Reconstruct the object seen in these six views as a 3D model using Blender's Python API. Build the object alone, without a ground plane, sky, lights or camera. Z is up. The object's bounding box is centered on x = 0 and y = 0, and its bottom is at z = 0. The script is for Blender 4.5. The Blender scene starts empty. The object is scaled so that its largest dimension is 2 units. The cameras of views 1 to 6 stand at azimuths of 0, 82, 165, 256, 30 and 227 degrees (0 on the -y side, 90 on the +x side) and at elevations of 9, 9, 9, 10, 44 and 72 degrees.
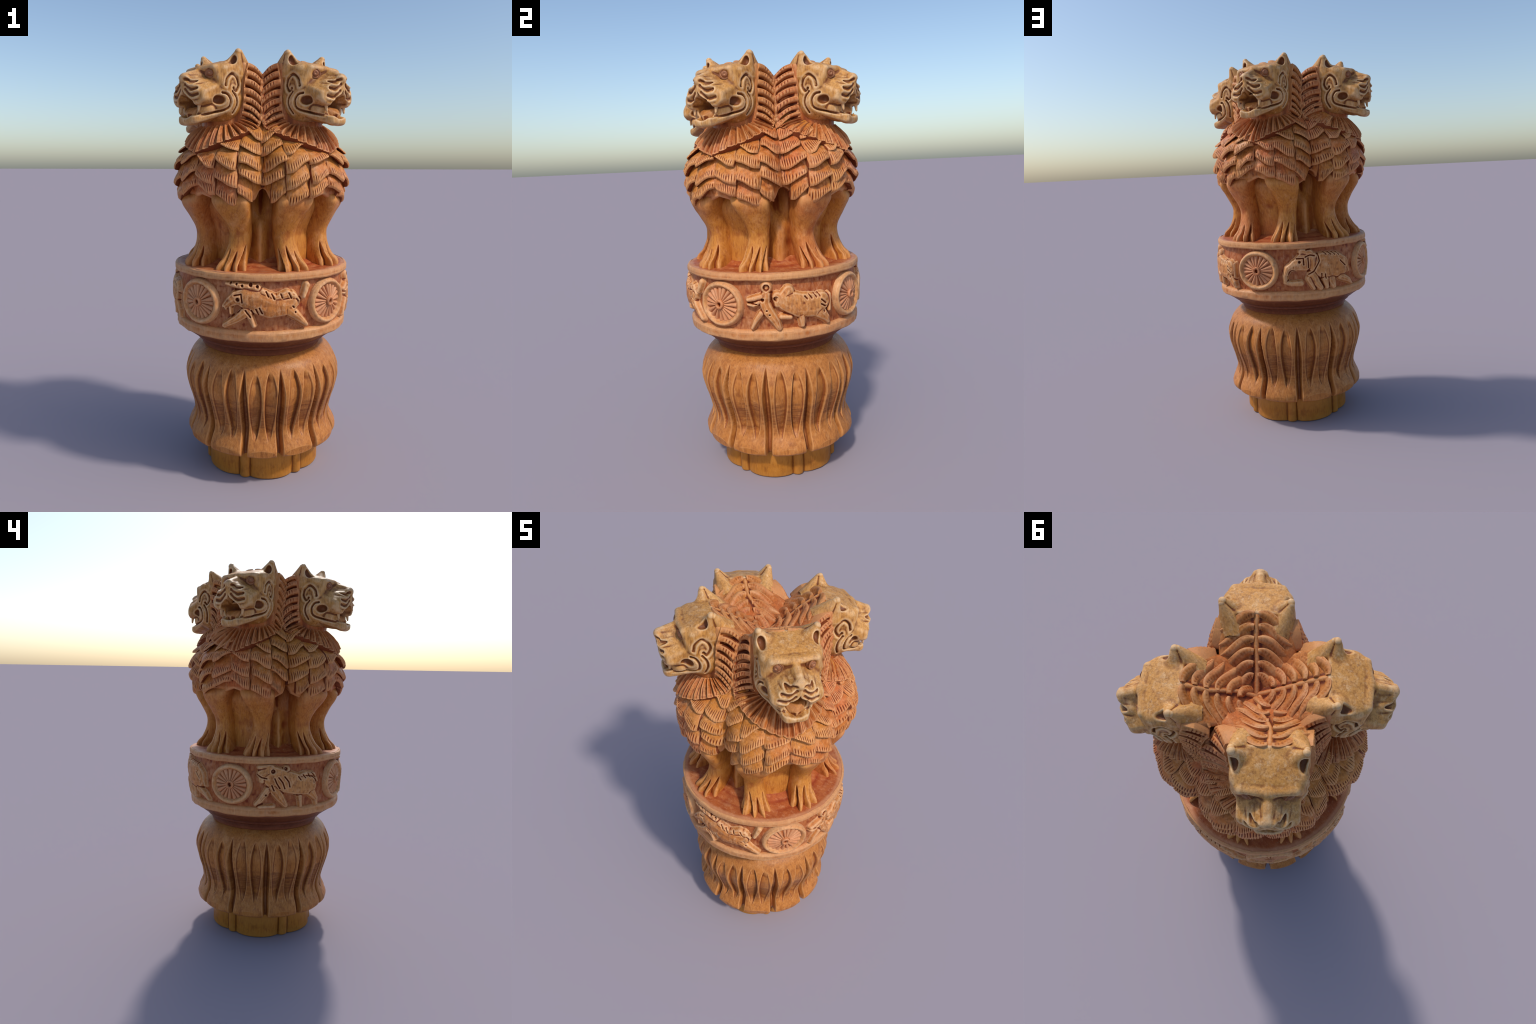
# A carved wooden column capital: four lions back to back on a round slab with a
# frieze of wheels and animals, standing on a bell of lotus petals.
import bpy, math
import numpy as np
from mathutils import Matrix, Vector

rng = np.random.default_rng(7)
PI = math.pi
D2R = PI / 180.0

# ------------------------------------------------------------------ helpers
def lerp_table(x, xs, ys):
    return np.interp(x, xs, ys)

def smooth_table(x, xs, ys):
    """like interp but rounded at the control points"""
    c = spline(np.stack([xs, ys], -1), 40 * len(xs))
    return np.interp(x, c[:, 0], c[:, 1])

def smoothstep(a, b, x):
    t = np.clip((x - a) / (b - a), 0.0, 1.0)
    return t * t * (3 - 2 * t)

def vnoise(p, scale, seed=0):
    """cheap smooth value noise, p (...,3) -> -1..1"""
    q = np.asarray(p, dtype=np.float64) * scale
    i = np.floor(q).astype(np.int64)
    f = q - i
    f = f * f * (3 - 2 * f)
    def h(ix, iy, iz):
        n = (ix * 374761393 + iy * 668265263 + iz * 2147483647 + seed * 1274126177) & 0xFFFFFFFF
        n = ((n ^ (n >> 13)) * 1274126177) & 0xFFFFFFFF
        n = n ^ (n >> 16)
        return (n & 0xFFFF) / 32767.5 - 1.0
    x, y, z = i[..., 0], i[..., 1], i[..., 2]
    fx, fy, fz = f[..., 0], f[..., 1], f[..., 2]
    r = 0
    for dx in (0, 1):
        for dy in (0, 1):
            for dz in (0, 1):
                w = (fx if dx else 1 - fx) * (fy if dy else 1 - fy) * (fz if dz else 1 - fz)
                r = r + w * h(x + dx, y + dy, z + dz)
    return r

def chisel(p, amp, scale, seed=0):
    """small flat facets and waviness left by the knife"""
    return amp * (vnoise(p, scale, seed) + 0.5 * vnoise(p, scale * 2.3, seed + 5))

def polar(az, r, z, cx=0.0, cy=0.0):
    a = np.asarray(az) * D2R
    z = np.asarray(z)
    return np.stack(np.broadcast_arrays(cx + r * np.sin(a), cy - r * np.cos(a), z), -1)

def make_mesh(name, verts, faces, smooth=True):
    me = bpy.data.meshes.new(name)
    verts = np.asarray(verts, dtype=np.float32).reshape(-1, 3)
    if isinstance(faces, np.ndarray):
        n, k = faces.shape
        me.vertices.add(len(verts))
        me.vertices.foreach_set("co", verts.ravel())
        me.loops.add(n * k)
        me.loops.foreach_set("vertex_index", faces.astype(np.int32).ravel())
        me.polygons.add(n)
        me.polygons.foreach_set("loop_start", np.arange(0, n * k, k, dtype=np.int32))
        me.update(calc_edges=True)
        me.validate()
    else:
        me.from_pydata(verts.tolist(), [], faces)
    me.polygons.foreach_set("use_smooth", np.full(len(me.polygons), smooth))
    me.update()
    return me

def sharpen(me, angle=40):
    """keep creases crisper than the angle"""
    try:
        me.set_sharp_from_angle(angle=angle * D2R)
    except Exception:
        pass

def add_object(name, me, mat, parent, loc=(0, 0, 0), rotz=0.0):
    ob = bpy.data.objects.new(name, me)
    bpy.context.scene.collection.objects.link(ob)
    ob.parent = parent
    ob.location = loc
    ob.rotation_euler = (0, 0, rotz)
    if mat is not None and len(me.materials) == 0:
        me.materials.append(mat)
    return ob

def grid_faces(nu, nv, wrap_u=False, flip=False):
    iu = np.arange(nu if wrap_u else nu - 1)
    iv = np.arange(nv - 1)
    I, J = np.meshgrid(iu, iv, indexing="ij")
    a = I * nv + J
    b = ((I + 1) % nu) * nv + J
    f = np.stack([a, b, b + 1, a + 1], -1).reshape(-1, 4)
    return f[:, ::-1] if flip else f

def solid_from_grid(front, back):
    """closed solid between two (nu,nv,3) sheets that share their layout"""
    nu, nv = front.shape[:2]
    n = nu * nv
    V = np.concatenate([front.reshape(-1, 3), back.reshape(-1, 3)])
    F = [grid_faces(nu, nv), grid_faces(nu, nv, flip=True) + n]
    idx = np.arange(n).reshape(nu, nv)
    ring = np.concatenate([idx[:, 0], idx[-1, 1:], idx[-2::-1, -1], idx[0, -2:0:-1]])
    nxt = np.roll(ring, -1)
    F.append(np.stack([nxt, ring, ring + n, nxt + n], -1))
    F = np.concatenate(F)
    # face the right way: outward normals
    c = (front.mean((0, 1)) - back.mean((0, 1)))
    nrm = np.cross(front[1, 0] - front[0, 0], front[0, 1] - front[0, 0])
    nrm = np.cross(front[nu // 2 + 1, nv // 2] - front[nu // 2, nv // 2],
                   front[nu // 2, nv // 2 + 1] - front[nu // 2, nv // 2])
    if np.dot(nrm, c) < 0:
        F = F[:, ::-1]
    return V, F

def revolve(name, az_n, prof, disp=None, cx=0.0, cy=0.0, caps=True):
    """turned solid from (r,z) control points listed from bottom to top"""
    az = np.linspace(0, 360, az_n, endpoint=False)
    A, R = np.meshgrid(az, prof[:, 0], indexing="ij")
    _, Z = np.meshgrid(az, prof[:, 1], indexing="ij")
    if disp is not None:
        R, Z = disp(A, R, Z)
    V = polar(A, R, Z, cx, cy)
    F = grid_faces(az_n, len(prof), wrap_u=True)
    return V, F

def densify(pts, step):
    pts = np.asarray(pts, float)
    out = [pts[:1]]
    for a, b in zip(pts[:-1], pts[1:]):
        n = max(1, int(np.linalg.norm(b - a) / step))
        t = np.linspace(0, 1, n + 1)[1:, None]
        out.append(a + (b - a) * t)
    return np.concatenate(out)

def spline(pts, n):
    """Catmull-Rom through control points"""
    P = np.asarray(pts, float)
    P = np.concatenate([2 * P[:1] - P[1:2], P, 2 * P[-1:] - P[-2:-1]])
    m = len(P) - 3
    t = np.linspace(0, m - 1e-9, n)
    i = t.astype(int)
    f = (t - i)[:, None]
    a, b, c, d = P[i], P[i + 1], P[i + 2], P[i + 3]
    return 0.5 * (2 * b + (c - a) * f + (2 * a - 5 * b + 4 * c - d) * f ** 2 + (3 * b - a - 3 * c + d) * f ** 3)

def seg_dist(X, Y, pts):
    """distance to a 2D polyline"""
    best = None
    for (ax, ay), (bx, by) in zip(pts[:-1], pts[1:]):
        dx, dy = bx - ax, by - ay
        t = np.clip(((X - ax) * dx + (Y - ay) * dy) / (dx * dx + dy * dy + 1e-12), 0, 1)
        d = (X - ax - t * dx) ** 2 + (Y - ay - t * dy) ** 2
        best = d if best is None else np.minimum(best, d)
    return np.sqrt(best)

def capsules_2d(X, Y, chain):
    """signed distance to a chain of tapering round strokes (x,y,radius)"""
    if len(chain) == 1:
        x, y, r = chain[0]
        return np.hypot(X - x, Y - y) - r
    best = None
    for (ax, ay, ra), (bx, by, rb) in zip(chain[:-1], chain[1:]):
        dx, dy = bx - ax, by - ay
        t = np.clip(((X - ax) * dx + (Y - ay) * dy) / (dx * dx + dy * dy + 1e-12), 0, 1)
        d = np.hypot(X - ax - t * dx, Y - ay - t * dy) - (ra + (rb - ra) * t)
        best = d if best is None else np.minimum(best, d)
    return best

def smin(a, b, k):
    h = np.clip(0.5 + 0.5 * (b - a) / k, 0, 1)
    return b + (a - b) * h - k * h * (1 - h)

def smax(a, b, k):
    return -smin(-a, -b, k)

def surface_nets(vol, origin, h):
    """skin the zero level of a distance field; returns verts, quads"""
    s = vol < 0
    nx, ny, nz = vol.shape
    acc = np.zeros((nx - 1, ny - 1, nz - 1, 3), np.float32)
    cnt = np.zeros((nx - 1, ny - 1, nz - 1), np.float32)
    corner = [(i, j, k) for i in (0, 1) for j in (0, 1) for k in (0, 1)]
    def sub(a, c):
        return a[c[0]:nx - 1 + c[0], c[1]:ny - 1 + c[1], c[2]:nz - 1 + c[2]]
    for c0 in corner:
        for ax in range(3):
            if c0[ax] == 1:
                continue
            c1 = list(c0); c1[ax] = 1
            s0, s1 = sub(s, c0), sub(s, c1)
            m = s0 != s1
            if not m.any():
                continue
            a, b = sub(vol, c0)[m], sub(vol, c1)[m]
            t = a / (a - b)
            p = np.tile(np.array(c0, np.float32), (len(t), 1))
            p[:, ax] += t
            acc[m] += p
            cnt[m] += 1
    act = cnt > 0
    ids = np.full(act.shape, -1, np.int64)
    n = int(act.sum())
    ids[act] = np.arange(n)
    base = np.argwhere(act).astype(np.float32)
    V = (base + acc[act] / cnt[act][:, None]) * h + np.asarray(origin, np.float32)
    quads = []
    for ax in range(3):
        sl0 = [slice(None)] * 3; sl1 = [slice(None)] * 3
        sl0[ax] = slice(0, -1); sl1[ax] = slice(1, None)
        e = s[tuple(sl0)] != s[tuple(sl1)]
        inside = s[tuple(sl0)]
        o = [i for i in range(3) if i != ax]
        idx = np.argwhere(e)
        ok = np.ones(len(idx), bool)
        for q in o:
            ok &= (idx[:, q] > 0) & (idx[:, q] < vol.shape[q] - 1)
        idx = idx[ok]
        fl = inside[tuple(idx.T)]
        def cell(d0, d1):
            c = idx.copy()
            c[:, o[0]] += d0; c[:, o[1]] += d1
            return ids[tuple(c.T)]
        q = np.stack([cell(-1, -1), cell(0, -1), cell(0, 0), cell(-1, 0)], -1)
        want = fl if ax != 1 else ~fl
        q[~want] = q[~want][:, ::-1]
        quads.append(q)
    return V, np.concatenate(quads)

def split_regions(name_mats, V, F, label, parents, loc=(0, 0, 0), rotz=0.0):
    """cut one smooth surface into named parts that share border points and normals"""
    whole = make_mesh("whole", V, F)
    co = np.empty(len(whole.vertices) * 3, np.float32)
    nr = np.empty(len(whole.vertices) * 3, np.float32)
    whole.vertices.foreach_get("co", co)
    whole.vertices.foreach_get("normal", nr)
    nr = nr.reshape(-1, 3)
    out = []
    for k, (nm, mat) in enumerate(name_mats):
        f = F[label == k]
        if len(f) == 0:
            out.append(None); continue
        used, inv = np.unique(f, return_inverse=True)
        me = make_mesh(nm, V[used], inv.reshape(f.shape))
        if len(me.vertices) == len(used):
            me.normals_split_custom_set_from_vertices([tuple(x) for x in nr[used]])
        p = parents[k]
        if isinstance(p, int):
            ob = add_object(nm, me, mat, out[p])
        else:
            ob = add_object(nm, me, mat, p, loc, rotz)
        out.append(ob)
    bpy.data.meshes.remove(whole)
    return out

# ---------------------------------------------------------------- materials
def srgb(r, g, b):
    c = np.array([r, g, b]) / 255.0
    return tuple(np.where(c <= 0.04045, c / 12.92, ((c + 0.055) / 1.055) ** 2.4)) + (1.0,)

def wood(name, base, warm, pale, stain, stain_amt=0.75, grain=(34, 34, 5), rough=0.44, band=None, patch=3.2, seed=0.0):
    m = bpy.data.materials.new(name)
    m.use_nodes = True
    nt = m.node_tree
    N, L = nt.nodes, nt.links
    N.clear()
    out = N.new("ShaderNodeOutputMaterial")
    bs = N.new("ShaderNodeBsdfPrincipled")
    L.new(bs.outputs[0], out.inputs[0])
    tc = N.new("ShaderNodeTexCoord")
    def mapping(sc):
        mp = N.new("ShaderNodeMapping")
        mp.inputs["Scale"].default_value = sc
        mp.inputs["Location"].default_value = (seed, seed * 0.7, seed * 0.3)
        L.new(tc.outputs["Object"], mp.inputs[0])
        return mp
    def noise(sc, scale, detail=4.0, rough_=0.55):
        n = N.new("ShaderNodeTexNoise")
        n.inputs["Scale"].default_value = scale
        n.inputs["Detail"].default_value = detail
        n.inputs["Roughness"].default_value = rough_
        L.new(mapping(sc).outputs[0], n.inputs["Vector"])
        return n
    def ramp(src, a, b, lo=0.0, hi=1.0):
        r = N.new("ShaderNodeMapRange")
        r.inputs["From Min"].default_value = a
        r.inputs["From Max"].default_value = b
        r.inputs["To Min"].default_value = lo
        r.inputs["To Max"].default_value = hi
        L.new(src, r.inputs["Value"])
        return r.outputs[0]
    def mix(fac, a, b, mode="MIX"):
        x = N.new("ShaderNodeMix")
        x.data_type = "RGBA"
        x.blend_type = mode
        if isinstance(fac, float):
            x.inputs[0].default_value = fac
        else:
            L.new(fac, x.inputs[0])
        for sock, v in ((6, a), (7, b)):
            if isinstance(v, tuple):
                x.inputs[sock].default_value = v
            else:
                L.new(v, x.inputs[sock])
        return x.outputs[2]
    def mul(a, b):
        x = N.new("ShaderNodeMath"); x.operation = "MULTIPLY"
        for i, v in enumerate((a, b)):
            if isinstance(v, float):
                x.inputs[i].default_value = v
            else:
                L.new(v, x.inputs[i])
        return x.outputs[0]
    big = noise((1, 1, 0.7), patch, 3.0)
    col = mix(ramp(big.outputs[0], 0.40, 0.60), base, warm)
    # fine vertical wood grain
    g = noise(grain, 4.0, 5.0, 0.65)
    col = mix(ramp(g.outputs[0], 0.46, 0.70, 0.0, 0.50), col, stain)
    # rubbed, pale wax blotches
    w = noise((1, 1, 1), 13.0, 5.0, 0.7)
    col = mix(ramp(w.outputs[0], 0.54, 0.74, 0.0, 0.55), col, pale)
    # dark stain speckle left in the carving
    sp = noise((1, 1, 0.55), 38.0, 6.0, 0.75)
    col = mix(ramp(sp.outputs[0], 0.50, 0.68, 0.0, 0.55), col, stain)
    hl = noise((1, 1, 0.4), 55.0, 6.0, 0.75)
    col = mix(ramp(hl.outputs[0], 0.53, 0.72, 0.0, 0.55), col, pale)
    if band:
        z0, z1, bcol, amt = band
        sx = N.new("ShaderNodeSeparateXYZ")
        L.new(tc.outputs["Object"], sx.inputs[0])
        wob = noise((2.2, 2.2, 9), 4.0, 4.0, 0.6)
        add = N.new("ShaderNodeMath"); add.operation = "MULTIPLY_ADD"
        L.new(wob.outputs[0], add.inputs[0]); add.inputs[1].default_value = 0.22
        L.new(sx.outputs[2], add.inputs[2])
        up = ramp(add.outputs[0], z0 + 0.11, z0 + 0.15)
        dn = ramp(add.outputs[0], z1 + 0.09, z1 + 0.13, 1.0, 0.0)
        st = noise((3, 3, 60), 3.0, 4.0, 0.7)
        col = mix(mul(mul(up, dn), ramp(st.outputs[0], 0.35, 0.62, 0.15, amt)), col, bcol)
    # darker tone in the creases, paler tone on the arrises
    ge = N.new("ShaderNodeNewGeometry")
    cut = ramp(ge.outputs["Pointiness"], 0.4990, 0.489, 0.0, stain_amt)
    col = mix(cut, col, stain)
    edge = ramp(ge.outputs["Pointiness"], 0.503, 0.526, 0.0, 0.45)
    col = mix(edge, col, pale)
    L.new(col, bs.inputs["Base Color"])
    L.new(ramp(w.outputs[0], 0.35, 0.7, rough + 0.12, rough - 0.10), bs.inputs["Roughness"])
    try:
        bs.inputs["Specular IOR Level"].default_value = 0.22
    except Exception:
        pass
    bp = N.new("ShaderNodeBump")
    bp.inputs["Strength"].default_value = 0.35
    bp.inputs["Distance"].default_value = 0.004
    fine = noise((24, 24, 8), 6.0, 6.0, 0.7)
    L.new(fine.outputs[0], bp.inputs["Height"])
    L.new(bp.outputs[0], bs.inputs["Normal"])
    return m

STAIN = srgb(100, 44, 20)
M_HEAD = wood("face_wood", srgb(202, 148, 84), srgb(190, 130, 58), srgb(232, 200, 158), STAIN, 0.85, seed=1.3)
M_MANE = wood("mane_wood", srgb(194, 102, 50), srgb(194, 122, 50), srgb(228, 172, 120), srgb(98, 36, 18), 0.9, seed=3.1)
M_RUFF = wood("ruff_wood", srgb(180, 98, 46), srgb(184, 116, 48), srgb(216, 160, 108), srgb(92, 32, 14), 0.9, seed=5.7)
M_CUT_SHADE = wood("shadow_darkened_cut_wood", srgb(122, 56, 28), srgb(116, 50, 22), srgb(146, 80, 48), srgb(80, 30, 14), 0.5, seed=16.0)
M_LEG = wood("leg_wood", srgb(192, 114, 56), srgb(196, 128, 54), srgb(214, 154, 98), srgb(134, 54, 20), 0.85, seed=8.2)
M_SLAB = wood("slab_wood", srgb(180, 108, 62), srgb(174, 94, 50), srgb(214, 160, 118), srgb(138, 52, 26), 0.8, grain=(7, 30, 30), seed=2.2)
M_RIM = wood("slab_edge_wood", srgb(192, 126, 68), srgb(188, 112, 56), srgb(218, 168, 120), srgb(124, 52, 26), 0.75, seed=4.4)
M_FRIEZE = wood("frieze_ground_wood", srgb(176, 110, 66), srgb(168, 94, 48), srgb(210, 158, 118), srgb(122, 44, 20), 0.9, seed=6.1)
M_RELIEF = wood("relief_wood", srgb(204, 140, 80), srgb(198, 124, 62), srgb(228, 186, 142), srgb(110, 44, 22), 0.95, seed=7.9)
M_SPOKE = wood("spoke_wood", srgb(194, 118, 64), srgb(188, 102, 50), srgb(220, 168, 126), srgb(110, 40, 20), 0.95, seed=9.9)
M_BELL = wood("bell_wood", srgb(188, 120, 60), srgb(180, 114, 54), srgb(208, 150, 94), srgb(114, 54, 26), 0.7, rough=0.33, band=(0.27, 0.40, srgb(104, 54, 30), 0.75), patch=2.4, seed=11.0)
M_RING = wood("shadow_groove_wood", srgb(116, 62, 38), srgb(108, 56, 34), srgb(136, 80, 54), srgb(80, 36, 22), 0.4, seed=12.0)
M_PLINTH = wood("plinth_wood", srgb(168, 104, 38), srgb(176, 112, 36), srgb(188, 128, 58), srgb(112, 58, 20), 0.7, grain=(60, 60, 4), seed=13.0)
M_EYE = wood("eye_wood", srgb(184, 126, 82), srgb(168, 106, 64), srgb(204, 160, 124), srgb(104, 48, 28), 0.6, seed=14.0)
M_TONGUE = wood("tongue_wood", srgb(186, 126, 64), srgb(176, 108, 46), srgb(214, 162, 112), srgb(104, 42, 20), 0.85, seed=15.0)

# --------------------------------------------------------------------- root
root = bpy.data.objects.new("lion_capital", None)
bpy.context.scene.collection.objects.link(root)
root["label"] = "carved wooden column capital with four roaring lions back to back"
root["category"] = "wood carving"

BELL_C = (0.008, 0.001)

# ------------------------------------------------------------------- plinth
RIBS = [39, 99, 157, 217, 281, 342]
def plinth():
    az = np.arange(0, 360, 0.75)
    d = np.abs((az[:, None] - np.array(RIBS)[None] + 180) % 360 - 180)
    near = d.min(1)
    # broad lobes between ribs, a slim round rib at each joint
    lobe = 0.255 + 0.040 * np.sqrt(np.clip(1 - ((30 - near) / 26.0) ** 2, 0, 1))
    rib = 0.250 + 0.038 * np.sqrt(np.clip(1 - (near / 6.6) ** 2, 0, 1))
    rr = np.maximum(lobe, rib)
    zs = np.array([0.0, 0.003, 0.008, 0.03, 0.06, 0.10, 0.14])
    inset = np.array([0.006, 0.002, 0, 0, 0, 0, 0])
    R = rr[:, None] - inset[None]
    P = polar(np.repeat(az[:, None], len(zs), 1), R, np.repeat(zs[None], len(az), 0), *BELL_C)
    P = P + chisel(P, 0.0012, 22)[..., None] * np.array([1, 1, 0])
    n = len(az)
    V = np.concatenate([P.reshape(-1, 3), [[BELL_C[0], BELL_C[1], 0]], [[BELL_C[0], BELL_C[1], 0.14]]])
    F = [tuple(f) for f in grid_faces(n, len(zs), True)]
    c0, c1 = n * len(zs), n * len(zs) + 1
    k = len(zs)
    for i in range(n):
        j = (i + 1) % n
        F.append((j * k, i * k, c0))
        F.append((i * k + k - 1, j * k + k - 1, c1))
    me = make_mesh("plinth", V, F)
    sharpen(me, 38)
    add_object("plinth", me, M_PLINTH, root)
plinth()

# --------------------------------------------------------------- lotus bell
GROOVES = np.array([13, 42, 72.5, 102.5, 134, 166, 196.5, 228, 258, 287.5, 316.5, 346.7])
BELL = spline([(0.20, 0.132), (0.29, 0.138), (0.340, 0.145), (0.362, 0.153), (0.373, 0.164), (0.376, 0.180), (0.371, 0.200),
               (0.362, 0.228), (0.352, 0.256), (0.350, 0.285), (0.360, 0.335), (0.378, 0.395), (0.391, 0.455),
               (0.389, 0.500), (0.370, 0.553), (0.346, 0.592), (0.312, 0.619), (0.275, 0.632), (0.24, 0.636)], 200)
def bell():
    na = 1080
    az = np.arange(na) * 360.0 / na
    g = np.concatenate([GROOVES, [GROOVES[0] + 360]])
    azs = np.where(az < g[0], az + 360, az)
    k = np.searchsorted(g, azs, side="right") - 1
    k = np.clip(k, 0, 11)
    w = (azs - g[k]) / (g[k + 1] - g[k])
    jit = rng.uniform(-1, 1, (12, 8))
    A, R = np.meshgrid(az, BELL[:, 0], indexing="ij")
    _, Z = np.meshgrid(az, BELL[:, 1], indexing="ij")
    W = w[:, None] + 0 * Z
    J = jit[k]
    span = (g[k + 1] - g[k])[:, None] * D2R * 0.38
    d = np.zeros_like(Z)
    # deep cut between petals: pointed on top, runs out through the lip
    edge = np.minimum(W, 1 - W) * span
    top = 0.585 + 0.008 * jit[np.where(W < 0.5, k[:, None], (k[:, None] + 1) % 12), 0]
    hw = 0.0205 * np.clip((top - Z) / 0.14, 0, 1) ** 0.6 * (0.85 + 0.15 * np.cos((Z - 0.35) * 9))
    dep = 0.036 * smoothstep(0.0, 0.10, top - Z)
    cut = np.clip(1 - edge / np.maximum(hw, 1e-4), 0, 1)
    d -= dep * np.clip(cut * 1.5, 0, 1) ** 0.8
    # two broad flat scoops on each petal
    for side, c0, ji in ((0, 0.305, 1), (1, 0.695, 3)):
        c = (c0 + 0.02 * J[:, ji])[:, None] + 0.02 * np.sin((Z - 0.3) * 8)
        zt = (0.572 + 0.012 * J[:, ji + 1])[:, None]
        zb = 0.225
        t = np.clip((Z - zb) / (zt - zb), 0, 1)
        hw2 = 0.0325 * np.clip(np.sin(PI * t ** 0.9), 0, 1) ** 0.55 * (0.7 + 0.5 * t)
        x = (W - c) * span / np.maximum(hw2, 1e-4)
        ins = smoothstep(1.04, 0.80, np.abs(x))
        # floor slopes down to a steep wall beside the petal's middle rib
        inward = np.clip(x * (1 if side == 0 else -1) * 0.5 + 0.5, 0, 1)
        d -= ins * (0.004 + 0.020 * inward) * smoothstep(0, 0.16, t) * smoothstep(0, 0.14, 1 - t)
    R2 = R + d
    # flat knife chip on the lip of every petal
    th = (W - 0.5 - 0.03 * J[:, 5][:, None]) * (g[k + 1] - g[k])[:, None] * D2R
    plane = (0.3790 + 0.0030 * J[:, 6][:, None]) / np.cos(th) + (Z - 0.18) * (0.10 + 0.1 * J[:, 7][:, None])
    R2 = np.where((Z < 0.24) & (Z > 0.15), np.minimum(R2 + 0.006 * smoothstep(0.24, 0.19, Z), plane), R2)
    # lip flares a little more mid-petal and droops
    lip = smoothstep(0.25, 0.18, Z) * smoothstep(0.14, 0.16, Z)
    R2 += lip * (0.009 * np.sin(PI * W) ** 0.7 - 0.007)
    P = polar(A, R2, Z, *BELL_C)
    P = P + chisel(P, 0.0014, 18, 3)[..., None] * np.stack([np.sin(A * D2R), -np.cos(A * D2R), 0 * A], -1) * smoothstep(0.13, 0.15, Z)[..., None]
    nv = len(BELL)
    F = grid_faces(na, nv, True)
    jrow = F[:, 0] % nv
    irow = F[:, 0] // nv
    inpet = BELL[jrow, 1] < 0.592
    lab = np.where(inpet, k[irow] + 1, 0)
    nm = [("bell", M_BELL)] + [("petal", M_BELL)] * 12
    split_regions(nm, P.reshape(-1, 3), F, lab, [root] + [0] * 12)
bell()

# ------------------------------------------------------ ring below the slab
def turned(name, pts, mat, n=360, wob=0.0, ws=9, seed=0, sharp=30):
    prof = np.asarray(pts, float)
    def disp(A, R, Z):
        P = polar(A, R, Z)
        return R + wob * vnoise(P, ws, seed) + wob * 0.6 * vnoise(P, ws * 3, seed + 1), Z + wob * 0.9 * vnoise(P + 3.1, ws, seed + 2) * (R > 0.2)
    V, F = revolve(name, n, prof, disp)
    me = make_mesh(name, V.reshape(-1, 3), F)
    sharpen(me, sharp)
    return add_object(name, me, mat, root)

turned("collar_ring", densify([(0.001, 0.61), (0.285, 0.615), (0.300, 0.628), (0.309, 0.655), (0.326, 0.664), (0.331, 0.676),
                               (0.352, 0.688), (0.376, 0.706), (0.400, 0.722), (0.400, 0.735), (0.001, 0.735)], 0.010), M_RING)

# ------------------------------------------------------------------- abacus
def drum_r(z):
    return np.interp(z, [0.76, 0.79, 0.86, 0.93, 0.99, 1.02], [0.405, 0.407, 0.412, 0.412, 0.405, 0.402])

turned("lower_slab", densify([(0.001, 0.700), (0.335, 0.703), (0.385, 0.720), (0.414, 0.729), (0.421, 0.735), (0.424, 0.748),
                              (0.423, 0.768), (0.417, 0.776), (0.402, 0.783), (0.001, 0.783)], 0.008), M_RIM, wob=0.0035, ws=16, seed=3)
turned("abacus", densify([(0.001, 0.765), (0.405, 0.765), (0.407, 0.79), (0.412, 0.86), (0.412, 0.93), (0.405, 0.99),
                          (0.402, 1.02), (0.001, 1.02)], 0.008), M_FRIEZE, n=540, wob=0.0022, ws=26, seed=5)
slab_rim = turned("upper_slab", densify([(0.30, 1.000), (0.408, 1.003), (0.426, 1.006), (0.430, 1.012), (0.430, 1.028), (0.427, 1.035), (0.417, 1.039)], 0.006),
                  M_RIM, wob=0.0028, ws=16, seed=8)
turned("floor", densify([(0.422, 1.030), (0.419, 1.0385), (0.405, 1.039), (0.35, 1.038), (0.30, 1.046), (0.26, 1.062), (0.22, 1.085), (0.001, 1.10)], 0.010), M_SLAB, wob=0.0022, ws=22, seed=9)

# ------------------------------------------------- reliefs bent on the drum
RELIEF_R = 0.435
def relief(name, az0, field, mat, parent, step=0.0024, x0=-0.25, x1=0.25, z0=0.775, z1=1.004, back=0.008):
    """field(X,Z)-> height over the drum in metres; only where it is positive"""
    xs = np.arange(x0, x1, step); zs = np.arange(z0, z1, step)
    X, Z = np.meshgrid(xs, zs, indexing="ij")
    H = field(X, Z)
    on = H > 0.0008
    cell = on[:-1, :-1] & on[1:, :-1] & on[:-1, 1:] & on[1:, 1:]
    az = az0 + X / RELIEF_R / D2R
    rb = drum_r(Z)
    H = H + 0.0012 * vnoise(np.stack([X, Z, 0 * X + az0], -1), 60, 4) * on
    front = polar(az, rb + H, Z)
    rear = polar(az, rb - back, Z)
    nx, nz = X.shape
    n = nx * nz
    I, J = np.nonzero(cell)
    a = I * nz + J
    f = np.stack([a, a + nz, a + nz + 1, a + 1], -1)
    quads = [f, f[:, ::-1] + n]
    pad = np.zeros((nx + 1, nz + 1), bool); pad[1:-1, 1:-1] = cell
    c = pad[1:-1, 1:-1]
    for nb, (p, q) in ((pad[:-2, 1:-1], (1, 0)), (pad[2:, 1:-1], (nz, nz + 1)), (pad[1:-1, :-2], (0, nz)), (pad[1:-1, 2:], (nz + 1, 1))):
        I, J = np.nonzero(c & ~nb)
        a = I * nz + J
        # wall from this border edge down to the drum
        quads.append(np.stack([a + q, a + p, a + p + n, a + q + n], -1))
    F = np.concatenate(quads)
    V = np.concatenate([front.reshape(-1, 3), rear.reshape(-1, 3)])
    used, inv = np.unique(F, return_inverse=True)
    me = make_mesh(name, V[used], inv.reshape(F.shape))
    sharpen(me, 55)
    return add_object(name, me, mat, parent)

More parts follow.
